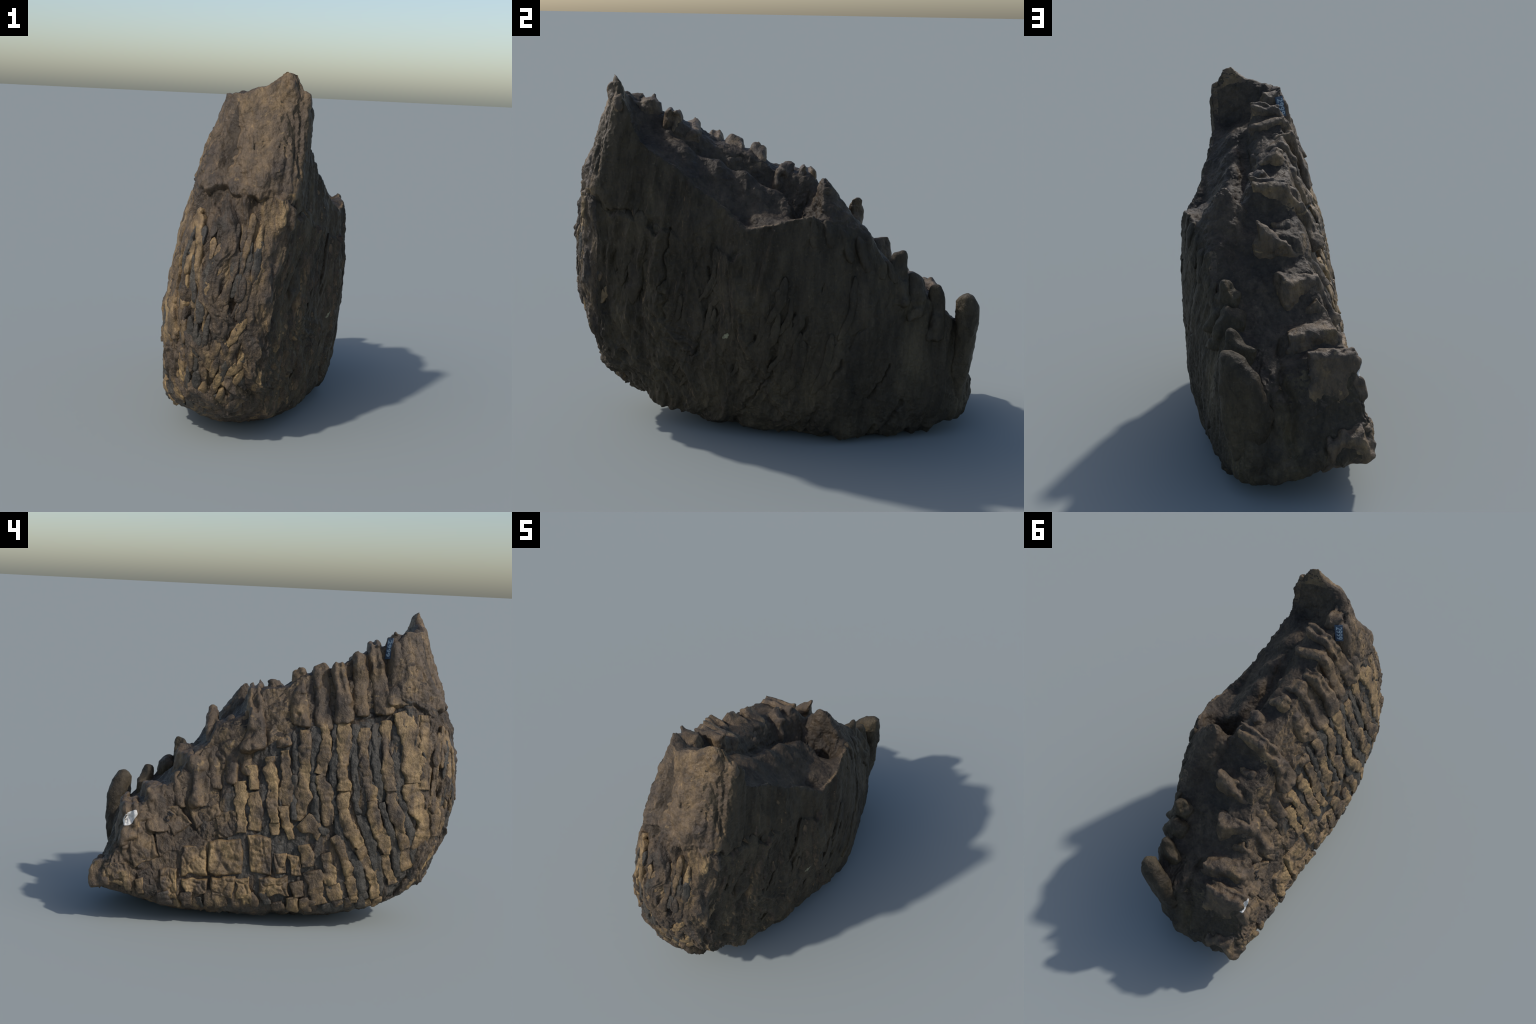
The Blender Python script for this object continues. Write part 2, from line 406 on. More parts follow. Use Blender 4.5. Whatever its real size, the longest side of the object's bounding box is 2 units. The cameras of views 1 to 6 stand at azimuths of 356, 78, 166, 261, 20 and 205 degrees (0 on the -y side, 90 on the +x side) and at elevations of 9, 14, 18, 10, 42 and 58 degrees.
def cell_cracks(P, seed, jitter=.85):
    """distance to the borders of jittered cells (F2-F1)"""
    i = np.floor(P).astype(np.int64); d1 = np.full(len(P), 9.); d2 = np.full(len(P), 9.)
    for a in (-1, 0, 1):
        for b in (-1, 0, 1):
            for c in (-1, 0, 1):
                k = i + np.array([a, b, c])
                q = np.stack([k[:, m] + .5 + jitter * .5 * _hash(k[:, 0], k[:, 1], k[:, 2], seed + m) for m in range(3)], 1)
                d = np.linalg.norm(P - q, axis=1)
                d2 = np.where(d < d1, d1, np.minimum(d2, d)); d1 = np.minimum(d1, d)
    return d2 - d1

def flakes(P, seed, levels=3.0):
    """terraced noise: overlapping sheets with sharp edges"""
    n = fbm(P, seed, 3) * levels; b = np.floor(n)
    return (b + smoothstep(.3, .7, n - b)) / levels

def relief(V, N):
    x, y, z = V.T
    nx, ny, nz = N.T
    left = smoothstep(.25, .75, -nx); right = smoothstep(.2, .7, nx)
    front = smoothstep(.2, .7, -ny); top = smoothstep(.35, .75, nz)
    seam = seam_height(x, y)
    wob = 0.055 * noise(V * np.array([9, 9, 3]), 71) + .022 * noise(V * np.array([30, 30, 12]), 72)
    below = smoothstep(0.006, -0.006, z - seam - wob)
    warp = 0.05 * np.stack([noise(V * 5, 1), noise(V * 5, 2), noise(V * 5, 3)], 1)
    W = V + warp
    slant = np.stack([W[:, 0], W[:, 1] - .22 * W[:, 2], W[:, 2]], 1)
    d = 0.0035 * fbm(V * 22, 10, 3) + .0018 * fbm(V * 85, 20, 2)
    lf = np.clip(front + left * smoothstep(-.3, -.8, y), 0, 1)
    # vertical splinters on the front corner and front face
    flow = W.copy(); flow[:, 0] = W[:, 0] + .35 * (W[:, 2] - .8) * smoothstep(.9, .3, W[:, 2]) * front
    d += lf * below * (.022 * flakes(flow * np.array([13, 13, 2.6]), 30, 2.2) + .012 * ridged(flow * np.array([18, 18, 3]), 33, 3) - .004)
    d += lf * (1 - below) * (.007 * flakes(W * np.array([9, 9, 4]), 50, 2.0) + (.014 * flakes(V * np.array([15, 15, 7]), 55, 2.2) + .008 * ridged(V * np.array([24, 24, 8]), 58, 2)) * smoothstep(.42, .08, z - seam) + .004 * fbm(V * np.array([30, 30, 9]), 57, 2))
    # left wall between the plates: rough matrix, and cracked sheets towards the far end
    far = smoothstep(.1, .35, y)
    m = (left > .05)
    cc = np.zeros(len(V)); cc[m] = smoothstep(.16, .02, cell_cracks(((W + warp) * np.array([4, 6.5, 5]))[m], 120))
    d += left * (1 - lf) * (.010 * fbm(W * np.array([18, 18, 7]), 45, 3))
    d += left * far * (.010 * flakes(W * np.array([6, 6, 6]), 47, 2.5) - .008 * cc)
    # flank: drawn-out striations
    d += right * (1 - top) * (.009 * ridged((slant - .7 * warp) * np.array([14, 15, 1.2]), 60, 2) + .008 * flakes(slant * np.array([5, 8, 1.6]), 66, 2.5))
    fr = smoothstep(-.45, -.65, y)
    d += fr * right * (.018 * below)
    d += (left + front * smoothstep(.15, -.05, x)) * smoothstep(-.3, -.6, y) * .009 * (1 - below) * smoothstep(.30, 0., z - seam)
    # seam crease, broken
    s = np.abs(z - seam - wob)
    d -= (front + left * smoothstep(-.4, -.6, y) + right * fr) * .012 * np.exp(-(s / .009) ** 2) * (1 - top) * smoothstep(-.2, .6, noise(V * 8, 73))
    # cracks
    P = np.stack([y + .018 * noise(V * 20, 80) + .008 * noise(V * 60, 82), z + .008 * noise(V * 25, 81)], 1)
    m = right > .3
    cw = .0035 + .006 * smoothstep(-.4, .6, noise(V[m] * 8, 83)) + .006 * smoothstep(.25, .05, z[m])
    for c in CRACKS_R:
        dist = polyline_dist(P[m], c)
        t = np.zeros(len(V)); t[m] = np.exp(-(dist / cw) ** 2) * smoothstep(-.7, .1, noise(V[m] * 7, 84))
        d -= .018 * t * right
    # end wall folds
    back = smoothstep(.3, .7, ny) * smoothstep(.6, .75, y)
    d += back * (.012 * flakes(W * np.array([7, 7, 3]), 105, 2.5) + .006 * ridged(W * np.array([16, 16, 5]), 108, 2))
    gx = .125 + .03 * noise(V * np.array([1, 1, 7]), 110)
    d -= back * .030 * np.exp(-((x - gx) / .022) ** 2) * smoothstep(.16, .30, z)
    # basin: lumps and torn edges
    inner = top * smoothstep(-.85, -.75, y)
    d += inner * (.010 * fbm(W * 8, 90, 2) + .003 * fbm(W * 28, 95, 2))
    # lower edge: bead of broken plate ends
    low = smoothstep(.16, .04, z)
    d += low * (.014 * ridged(W * np.array([9, 13, 6]), 99, 2))
    return d

V0, Q0 = build_body()
V1, Q1 = split_quads(V0, Q0)
V1 = relax(V1, Q1, 1, .5)
N1 = vertex_normals(V1, Q1)
V1 = V1 + N1 * relief(V1, N1)[:, None]
N1 = vertex_normals(V1, Q1)
print("body quads", len(Q1))

def wall_tables(y, z):
    def look(ky, t):
        i = np.clip(np.searchsorted(ky, y) - 1, 0, len(ky) - 2); a = np.clip((y - ky[i]) / (ky[i+1] - ky[i]), 0, 1)
        zk = np.array(ZK); j = np.clip(np.searchsorted(zk, z) - 1, 0, len(zk) - 2); b = np.clip((z - zk[j]) / (zk[j+1] - zk[j]), 0, 1)
        return (t[i, j]*(1-a) + t[i+1, j]*a) * (1-b) + (t[i, j+1]*(1-a) + t[i+1, j+1]*a) * b
    return look(LY, LT), look(RY, RT)

def split_body():
    c = V1[Q1].mean(1); n = N1[Q1].mean(1)
    x, y, z = c.T
    seam = seam_height(x, y) + .02 * noise(c * 12, 71)
    right = (n[:, 0] > .35) & (y > -.9)
    xl, xr = wall_tables(y, z)
    yf = curve(FRONT_Z, FRONT_Y, z)
    deep = (x > xl + .045) & (x < xr - .03) & (z > .36) & (y > yf + .075) & (y < .80)
    inside = (n[:, 2] > .5) & (y > -.78) & (z > .40) & (x < xr - .01) | deep
    wall = (n[:, 0] < -.5) & (y > -.72) & (y < .30)
    end = (n[:, 1] > .45) & (y > .7)
    part = np.where(inside, 0, np.where(end, 6, np.where(z > seam, np.where(right, 1, 2), np.where(right, 3, np.where(wall, 5, 4)))))
    for k, (name, mat) in enumerate((("pulp_basin", M_floor), ("root_flank", M_flank), ("root_shell", M_root), ("crown_flank", M_flank),
                                     ("crown", M_crown), ("crown_wall", M_matrix), ("end_wall", M_end))):
        q = Q1[part == k]
        u, inv = np.unique(q, return_inverse=True)
        add_mesh(name, V1[u], inv.reshape(-1, 4), mat, normals=N1[u])
split_body()

# search tree over a coarse copy of the body, for laying pieces on its surface
V0r = V0 + vertex_normals(V0, Q0) * 0
TREE = BVHTree.FromPolygons([tuple(v) for v in V0r], [tuple(q) for q in Q0])
def on_surface(p):
    loc, nor, _, _ = TREE.find_nearest(Vector(p))
    return np.array(loc), np.array(nor)

# ------------------------------------------------------------------ root plates (implicit slabs)
def polygon_sdf(P, poly):
    n = len(poly); d = np.full(len(P), 1e9); s = np.ones(len(P))
    for i in range(n):
        a = poly[i]; b = poly[i-1]
        e = b - a; w = P - a
        t = np.clip((w @ e) / (e @ e), 0, 1)
        q = w - t[:, None] * e
        d = np.minimum(d, (q * q).sum(1))
        c1 = P[:, 1] >= a[1]; c2 = P[:, 1] < b[1]; c3 = e[0] * w[:, 1] > e[1] * w[:, 0]
        s = np.where((c1 & c2 & c3) | (~c1 & ~c2 & ~c3), -s, s)
    return s * np.sqrt(d)

def slab(name, pts, t_top, t_base, mat, seed, h=0.006, rough=.006, bend=0.0, rnd=.02, open_top=0.0, jag=1.0):
    """rounded plate: planar polygon (3D control points; first two = crest) given thickness"""
    pts = np.array(pts, float); o = pts[0]
    c = pts - pts.mean(0); nrm = np.linalg.svd(c)[2][2]; nrm = nrm * (1 if nrm[1] > 0 else -1)
    up = np.array([0, 0, 1.0]); ev = up - nrm * (up @ nrm); ev /= np.linalg.norm(ev); eu = np.cross(ev, nrm)
    o = pts.mean(0)
    poly = np.stack([(pts - o) @ eu, (pts - o) @ ev], 1)
    pad = max(t_top, t_base) + .04
    lo = pts.min(0) - pad; hi = pts.max(0) + pad
    ax = [np.arange(lo[i], hi[i], h) for i in range(3)]
    G = np.stack(np.meshgrid(*ax, indexing='ij'), -1); sh = G.shape[:3]; G = G.reshape(-1, 3)
    u = (G - o) @ eu; v = (G - o) @ ev; w = (G - o) @ nrm
    vt, vb = poly[:, 1].max(), poly[:, 1].min()
    k = (v - vb) / (vt - vb)
    w = w - bend * np.maximum(k - .45, 0) ** 2 * 3.3
    t = t_base + (t_top - t_base) * np.clip(k, 0, 1) ** .8
    d2 = polygon_sdf(np.stack([u, v], 1), poly)
    def shape(d2, w, t):
        r = np.minimum(rnd * 1.6, t * .92)
        a = d2 + r; b = np.abs(w) - t + r
        return np.sqrt(np.maximum(a, 0) ** 2 + np.maximum(b, 0) ** 2) + np.minimum(np.maximum(a, b), 0) - r
    f = shape(d2, w, t)
    m = np.abs(f) < .05                      # only the shell near the surface needs detail
    g = G[m]; uv = np.stack([u[m], v[m], 0 * u[m]], 1)
    wm = w[m] + .014 * jag * noise(uv * np.array([7, 5, 1]), seed + 5)
    tm = t[m] * (1.12 + .20 * noise(uv * np.array([11, 6, 1]), seed + 3))
    dm = d2[m] + jag * (.016 * noise(g * 12, seed + 1) + .010 * noise(g * 30, seed + 2))
    fm = shape(dm, wm, tm)
    if open_top > 0:   # split crest: a groove runs along the broken top edge
        hole = (np.sqrt((wm / (tm * .38)) ** 2 + (np.maximum(-dm, 0) / open_top) ** 2) - 1) * tm * .38
        fm = smax(fm, -hole - 1e3 * (k[m] < .6), .008)
    S = g + .03 * np.stack([noise(g * 7, seed), noise(g * 7, seed + 7), noise(g * 7, seed + 8)], 1)
    fm = fm - rough * fbm(S * np.array([20, 20, 8]), seed + 9, 2) - .003 * fbm(g * 55, seed + 11, 2)
    f[m] = fm
    Vp, Qp = surface_nets(f.reshape(sh).astype(f32), lo, h)
    if len(Qp) == 0: return None
    Vp = relax(Vp, Qp, 1, .4)
    return add_mesh(name, Vp, Qp, mat)

def root_plate(Pi, Po, Pb, tt, tb, seed, mat=None, inner_drop=.30, **kw):
    Pi, Po, Pb = [np.array(p, float) for p in (Pi, Po, Pb)]
    inner = Pi + np.array([.03, 0, -inner_drop]); inner[1] = Pi[1] + (Pb[1] - Po[1]) * .6
    deep = Pb + np.array([.14 if Pb[0] < .1 else -.12, 0, -.05])
    n = np.cross(Po - Pi, Pb - Po); n /= np.linalg.norm(n)
    for q in (inner, deep): q -= n * ((q - Po) @ n)
    return slab("root_plate", [Pi, Po, Pb, deep, inner], tt, tb, mat or M_root, seed, **kw)

root_plate((-.11, -.67, 1.58), (-.20, -.67, 1.60), (-.34, -.64, 1.22), .075, .085, 100)
root_plate((-.02, -.53, 1.535), (-.17, -.495, 1.53), (-.335, -.525, 1.17), .034, .055, 110, open_top=.012)
root_plate((.0, -.45, 1.44), (-.175, -.42, 1.495), (-.305, -.41, 1.15), .030, .044, 120)
root_plate((.0, -.36, 1.35), (-.195, -.315, 1.42), (-.30, -.32, 1.12), .034, .047, 130, open_top=.012)
root_plate((.04, -.25, 1.32), (-.125, -.217, 1.425), (-.275, -.24, 1.085), .038, .054, 140)
root_plate((.06, -.15, 1.28), (-.065, -.115, 1.40), (-.255, -.10, 1.08), .038, .056, 150)
root_plate((.10, -.02, 1.27), (.04, .01, 1.31), (-.235, -.01, .97), .030, .054, 160)
root_plate((.125, .085, 1.29), (-.06, .122, 1.27), (-.235, .14, .95), .036, .06, 170, open_top=.015)
root_plate((.05, .235, 1.10), (-.04, .25, 1.12), (-.225, .25, .77), .028, .040, 180)
root_plate((.0, .185, 1.06), (-.085, .19, 1.06), (-.24, .165, .81), .024, .038, 185)
root_plate((.14, .317, 1.13), (-.01, .328, 1.05), (-.20, .335, .73), .030, .042, 190)
root_plate((.08, .475, .92), (-.11, .42, .895), (-.225, .41, .64), .048, .06, 200)
root_plate((.0, .54, .75), (-.095, .53, .80), (-.205, .515, .62), .022, .037, 210)
root_plate((.09, .675, .72), (-.14, .635, .725), (-.235, .63, .50), .048, .055, 220)
root_plate((.02, .775, .65), (-.20, .775, .645), (-.25, .80, .42), .048, .06, 230, open_top=.015)
root_plate((-.04, .915, .30), (-.20, .935, .335), (-.265, .925, .20), .05, .055, 240, inner_drop=.15)
# right side plates
root_plate((.25, .475, .85), (.335, .472, .90), (.43, .46, .68), .040, .042, 310, M_flank, inner_drop=.2)
root_plate((.25, .565, .77), (.345, .555, .82), (.43, .545, .62), .036, .040, 320, M_flank, inner_drop=.2)
root_plate((.23, .70, .66), (.35, .675, .735), (.425, .65, .50), .032, .040, 330, M_flank, inner_drop=.2)
# tall free-standing end plate
slab("root_plate", [(.385, .845, .705), (.43, .835, .70), (.45, .845, .55), (.40, .78, .30), (.36, .75, .16), (.24, .82, .18), (.19, .88, .40), (.27, .885, .60), (.335, .865, .675)],
     .044, .05, M_flank, 340, bend=-.05, jag=.35, rnd=.035)

# blunt knob at the very top of the front wall, and its broken companion edge
slab("root_peak", [(.035, -.812, 1.69), (.085, -.812, 1.688), (.10, -.81, 1.62), (.08, -.79, 1.50), (.0, -.79, 1.50), (.015, -.81, 1.62)], .030, .034, M_root, 350, rnd=.03)
slab("root_peak", [(.125, -.795, 1.625), (.145, -.795, 1.62), (.15, -.79, 1.50), (.12, -.79, 1.45), (.11, -.79, 1.55)], .018, .022, M_root, 360)

# ------------------------------------------------------------------ strips laid on the surface
def path3(pts, side):
    out = []
    for p in pts:
        if len(p) == 2:
            y, z = p
            x = float(left_wall(y, np.array([z]))[0]) if side < 0 else .5
            if side > 0:
                x = float(curve(ZK, curve(RY, RT, np.array([y]))[0], np.array([z]))[0])
            out.append((x, y, z))
        else: out.append(p)
    return np.array(out)

def strip(name, P, w, hgt, mat, seed, sink=.02, rough=.005, parent=None, ds=.0058, nc=26, cap=.35, flat=.5, crack=0.0):
    """long lumpy rib following control points P on the body"""
    s = np.r_[0, np.cumsum(np.linalg.norm(np.diff(P, axis=0), axis=1))]
    n = max(6, int(s[-1] / ds)); q = np.linspace(0, s[-1], n)
    C = curve(s, P, q)
    sn = [on_surface(c) for c in C]
    C = np.array([a for a, b in sn]); Nn = np.array([b for a, b in sn])
    for _ in range(4):
        C[1:-1] = C[1:-1] * .5 + (C[2:] + C[:-2]) * .25
        Nn[1:-1] = Nn[1:-1] * .4 + (Nn[2:] + Nn[:-2]) * .3
    Nn /= np.linalg.norm(Nn, axis=1, keepdims=True)
    T = np.gradient(C, axis=0); T /= np.linalg.norm(T, axis=1, keepdims=True)
    Bn = np.cross(T, Nn); Bn /= np.linalg.norm(Bn, axis=1, keepdims=True)
    e = np.minimum(q, s[-1] - q)
    end = np.sqrt(np.clip(1 - (1 - np.clip(e / (w * cap * 2), 0, 1)) ** 2, 0.0, 1))
    end = np.maximum(end,   .9 if cap < .5 else .12)
    z0 = np.zeros(n)
    ww = w * (1 + .24 * noise(np.stack([q * 9, z0, z0], 1), seed) + .14 * noise(np.stack([q * 28, z0, z0], 1), seed + 1)) * end
    hh = hgt * (1 + .25 * noise(np.stack([q * 11, z0 + 3, z0], 1), seed + 2)) * end ** .7
    C = C + Bn * (w * .22 * noise(np.stack([q * 14, z0 + 7, z0], 1), seed + 3))[:, None]
    a = np.linspace(0, 2 * np.pi, nc, endpoint=False)
    ca, sa = np.cos(a), np.sin(a)
    cx = np.sign(ca) * np.abs(ca) ** flat; cy = np.sign(sa) * np.abs(sa) ** flat
    up = np.where(cy > 0, 1, 0)
    Vp = (C[:, None, :] + Bn[:, None, :] * (ww[:, None] * cx[None])[..., None]
          + Nn[:, None, :] * (np.where(cy[None] > 0, hh[:, None] * cy[None], sink * cy[None]))[..., None])
    ctr = np.repeat(C[:, None, :] - Nn[:, None, :] * sink * .5, nc, 1)
    D = Vp - ctr; D /= np.linalg.norm(D, axis=2, keepdims=True) + 1e-9
    fl = Vp.reshape(-1, 3)
    nz = rough * fbm(fl * np.array([26, 26, 14]), seed + 4, 3) + .0022 * fbm(fl * 90, seed + 8, 2)
    nz += rough * .9 * flakes(fl * np.array([14, 14, 7]), seed + 15, 2.0)
    if crack:
        nz -= crack * smoothstep(.14, .02, cell_cracks(fl * np.array([11, 11, 9]) + seed, seed + 20))
    # cross cracks
    nz -= .5 * rough * smoothstep(.5, .8, noise(fl * np.array([8, 8, 34]), seed + 12))
    fl = fl + D.reshape(-1, 3) * nz[:, None]
    i = np.arange(n - 1)[:, None] * nc; j = np.arange(nc)[None]
    jn = (j + 1) % nc
    Q = np.stack([i + j, i + jn, i + nc + jn, i + nc + j], -1).reshape(-1, 4)
    k = len(fl)
    fl = np.concatenate([fl, fl[:nc].mean(0, keepdims=True), fl[-nc:].mean(0, keepdims=True)])
    jj = np.arange(0, nc, 2)
    c0 = np.stack([np.full(len(jj), k), (jj + 2) % nc, jj + 1, jj], 1)
    b = (n - 1) * nc
    c1 = np.stack([np.full(len(jj), k + 1), b + jj, b + jj + 1, b + (jj + 2) % nc], 1)
    return add_mesh(name, fl, np.concatenate([Q, c0, c1]), mat, parent)

def broken(name, P, cuts, w, hgt, mat, seed, gap=.0008, **kw):
    """cut one rib into separate pieces at fractions of its length"""
    s = np.r_[0, np.cumsum(np.linalg.norm(np.diff(P, axis=0), axis=1))]
    ed = [0] + list(cuts) + [1]
    for i, (a, b) in enumerate(zip(ed[:-1], ed[1:])):
        q = np.linspace(a * s[-1] + gap / 2, b * s[-1] - gap / 2, max(3, int((b - a) * s[-1] / .04)))
        r = np.random.default_rng(seed * 31 + i)
        strip(name, curve(s, P, q), w * r.uniform(.85, 1.15), hgt * r.uniform(.8, 1.25), mat, seed * 7 + i, **kw)

PLATES = [  # enamel plates on the left wall: (y, z) control points, width, cuts
 ([(-.033, .95), (-.042, .817), (-.03, .669), (-.056, .49)], .024, [.35, .62]),
 ([(-.133, 1.06), (-.124, .934), (-.127, .823), (-.11, .708), (-.116, .596), (-.216, .531)], .027, [.42, .8]),
 ([(-.237, 1.10), (-.235, 1.031), (-.238, .941), (-.206, .828), (-.247, .74), (-.242, .637), (-.261, .58)], .024, [.22, .5]),
 ([(-.290, .53), (-.312, .499), (-.339, .404), (-.386, .291), (-.41, .165)], .021, [.25, .6]),
 ([(-.343, 1.126), (-.325, .969), (-.328, .857), (-.336, .628), (-.381, .536), (-.446, .43), (-.494, .316), (-.52, .19)], .024, [.22, .38, .55, .7, .86]),
 ([(-.432, 1.09), (-.433, .953), (-.45, .84), (-.47, .702), (-.525, .562), (-.563, .453), (-.577, .365), (-.613, .27)], .027, [.24, .45, .62, .8]),
 ([(-.545, 1.13), (-.552, .957), (-.564, .843), (-.579, .727), (-.621, .598), (-.655, .488), (-.688, .35)], .025, [.18, .46, .7, .85]),
 ([(-.639, 1.19), (-.686, 1.029), (-.68, .903), (-.688, .787), (-.733, .69), (-.756, .556), (-.753, .44)], .034, [.25, .5, .75]),
 ([(-.752, 1.17), (-.75, 1.029), (-.747, .785)], .022, [.5]),
 ([(-.80, .70), (-.829, .651), (-.832, .53)], .018, []),
 ([(-.132, .47), (-.154, .355)], .026, []), ([(-.095, .27), (-.114, .19)], .028, []),
 ([(-.169, .33), (-.19, .25), (-.217, .15)], .027, [.5]), ([(-.238, .43), (-.278, .289), (-.311, .18)], .026, [.35, .66]),
 ([(.128, .723), (.117, .623), (.128, .525)], .030, []), ([(.138, .86), (.128, .734)], .022, []),
 ([(.053, .91), (.038, .754), (.026, .585), (.019, .51)], .024, [.55, .85]),
 ([(.207, .77), (.197, .572), (.197, .51)], .022, [.6]),
]
for i, (p, w, cuts) in enumerate(PLATES):
    broken("enamel_plate", path3(p, -1), cuts[1::2] if len(cuts) > 1 else [], w * 1.42, .021, M_plate, 400 + i, rough=.0075, crack=.0055, flat=.42)
CEMENT = [
 ([(-.081, 1.055), (-.083, .909), (-.076, .763), (-.076, .593)], .016),
 ([(-.185, 1.084), (-.175, .938), (-.167, .826), (-.178, .713), (-.184, .6), (-.251, .532)], .019),
 ([(-.284, 1.101), (-.278, .944), (-.276, .832), (-.289, .661), (-.315, .546), (-.374, .429), (-.433, .305), (-.457, .188)], .018),
 ([(-.388, 1.107), (-.382, .95), (-.386, .78), (-.4, .665), (-.451, .562), (-.502, .43), (-.54, .302), (-.559, .196)], .020),
 ([(-.493, 1.112), (-.492, .955), (-.504, .842), (-.525, .703), (-.58, .562), (-.614, .44), (-.635, .311)], .019),
 ([(-.603, 1.118), (-.611, .959), (-.625, .787), (-.663, .633), (-.706, .509), (-.719, .384)], .020)]
for i, (p, w) in enumerate(CEMENT):
    broken("cement_rib", path3(p, -1), [.5], w * 1.15, .012, M_cement, 500 + i, rough=.007, flat=.7)

# ------------------------------------------------------------------ cement blocks on the lower left wall
def block(corners, hgt, seed, mat, name="cement_block", side=-1):
    c = np.array(corners, float); n = 30
    g = np.linspace(0, 1, n); U, W = np.meshgrid(g, g, indexing='ij')
    yz = ((1-U)*(1-W))[..., None]*c[0] + (U*(1-W))[..., None]*c[1] + (U*W)[..., None]*c[2] + ((1-U)*W)[..., None]*c[3]
    ctr = c.mean(0)
    e = np.minimum(np.minimum(U, 1-U), np.minimum(W, 1-W))
    wob = np.stack([noise(np.stack([yz[..., 0].ravel()*22, yz[..., 1].ravel()*22, U.ravel()*0+k], 1), seed+k).reshape(n, n) for k in (1, 2)], -1)
    yz = yz + wob * .009
    P = path3([tuple(p) for p in yz.reshape(-1, 2)], side)
    sn = [on_surface(p) for p in P]
    S = np.array([a for a, b in sn]); Nn = np.array([b for a, b in sn])
    Nn = Nn.reshape(n, n, 3).mean((0, 1)); Nn /= np.linalg.norm(Nn)
    h = hgt * (1 - (1 - np.clip(e / .10, 0, 1)) ** 3).ravel()
    h = h + .006 * fbm(S * 22, seed, 3) * np.clip(e / .08, 0, 1).ravel() + .0025 * fbm(S * 80, seed + 5, 2)
    h -= .007 * np.clip(e.ravel() / .1, 0, 1) * smoothstep(.14, .02, cell_cracks(S * np.array([9, 12, 12]) + seed, seed + 9)); h += .008 * np.clip(e.ravel() / .1, 0, 1) * flakes(S * 10, seed + 13, 2.0)
    Vp = S + Nn * (h - .003)[:, None]
    ring = np.concatenate([np.arange(n), np.arange(1, n)*n+n-1, (n-1)*n+np.arange(n-2, -1, -1), np.arange(n-2, 0, -1)*n])
    i, j = np.meshgrid(np.arange(n-1), np.arange(n-1), indexing='ij'); a = (i*n+j).ravel()
    Q = np.stack([a, a+1, a+n+1, a+n], 1)
    m = len(ring); base = Vp[ring] - Nn * .055
    r1 = np.arange(m); r2 = (r1 + 1) % m
    sk = np.stack([ring[r2], ring[r1], n*n + r1, n*n + r2], 1)
    if np.cross(Vp[n] - Vp[0], Vp[1] - Vp[0]) @ Nn > 0: Q = Q[:, ::-1]; sk = sk[:, ::-1]
    return add_mesh(name, np.concatenate([Vp, base]), np.concatenate([Q, sk]), mat)

BLOCKS = [
 [(.508, .426), (.38, .433), (.377, .278), (.514, .273)], [(.511, .259), (.371, .264), (.368, .174), (.479, .177)],
 [(.368, .456), (.196, .481), (.185, .292), (.365, .279)], [(.359, .269), (.231, .278), (.231, .16), (.344, .169)],
 [(.225, .278), (.149, .282), (.137, .164), (.213, .154)], [(.173, .505), (.042, .503), (.028, .3), (.139, .301)],
 [(.102, .278), (-.056, .299), (-.061, .192), (.103, .185)], [(.028, .411), (-.041, .415), (-.051, .311), (.016, .307)],
 [(-.049, .416), (-.107, .419), (-.124, .296), (-.063, .299)]]
SHEETS = [  # thin cracked sheets of cementum towards the far end of the left wall
 [(.802, .524), (.672, .536), (.634, .367), (.762, .307)], [(.666, .525), (.553, .528), (.541, .405), (.622, .368)],
 [(.625, .615), (.53, .631), (.447, .545), (.553, .472)], [(.483, .679), (.319, .701), (.296, .601), (.435, .512)],
 [(.96, .335), (.804, .335), (.778, .201), (.935, .224)], [(.75, .283), (.668, .309), (.63, .155), (.712, .165)],
 [(.621, .298), (.539, .313), (.523, .146), (.606, .143)], [(.331, .593), (.227, .634), (.203, .493), (.318, .474)],
 [(.745, .673), (.638, .695), (.624, .548), (.755, .536)]]
for i, b in enumerate(SHEETS):
    block(b, .010, 800 + 11 * i, (M_root, M_crown, M_root, M_root, M_plate, M_crown, M_plate, M_crown, M_root)[i], "cement_sheet")
for i, b in enumerate(BLOCKS):
    block(b, .024, 600 + 11 * i, M_plate)

# ------------------------------------------------------------------ ribs on the front face and the flank
def front_point(a, b):
    """point just outside the front face for a given x, z"""
    y = float(curve(FRONT_Z, FRONT_Y, np.array([b]))[0])
    off = float(curve(FRONT_X, FRONT_LOW, np.array([a]))[0])
    return (a, y + off - .02, b)

def flow_dir(a, b):
    """downward drift of the splinters: upright high up, swept to the left lower down on the right half"""
    lean = .15 + .75 * smoothstep(.95, .55, b) * smoothstep(-.28, .0, a) - .25 * smoothstep(-.25, -.4, a)
    return np.array([-lean, -1.0]) / math.hypot(lean, 1)

sr = np.random.default_rng(5)
cells = [(a, b) for b in np.arange(.16, 1.13, .085) for a in np.arange(-.40, .12, .046)]
for i, (a, b) in enumerate(cells):
    a += sr.uniform(-.018, .018); b += sr.uniform(-.035, .035)
    if a > .10 - .25 * max(0, .75 - b): continue
    ln = sr.uniform(.09, .21); P = [(a, b)]
    for _ in range(4):
        d = flow_dir(*P[-1]); P.append((P[-1][0] + d[0] * ln / 4, max(.10, P[-1][1] + d[1] * ln / 4)))
    mat = (M_crown, M_plate, M_crown, M_plate, M_matrix, M_crown, M_cement)[int(sr.integers(0, 7))]
    strip("enamel_splinter", np.array([front_point(*p) for p in P]), sr.uniform(.012, .021), sr.uniform(.004, .012), mat,
          900 + i * 7, rough=.006, cap=1.6, flat=.65, sink=.025, nc=18)
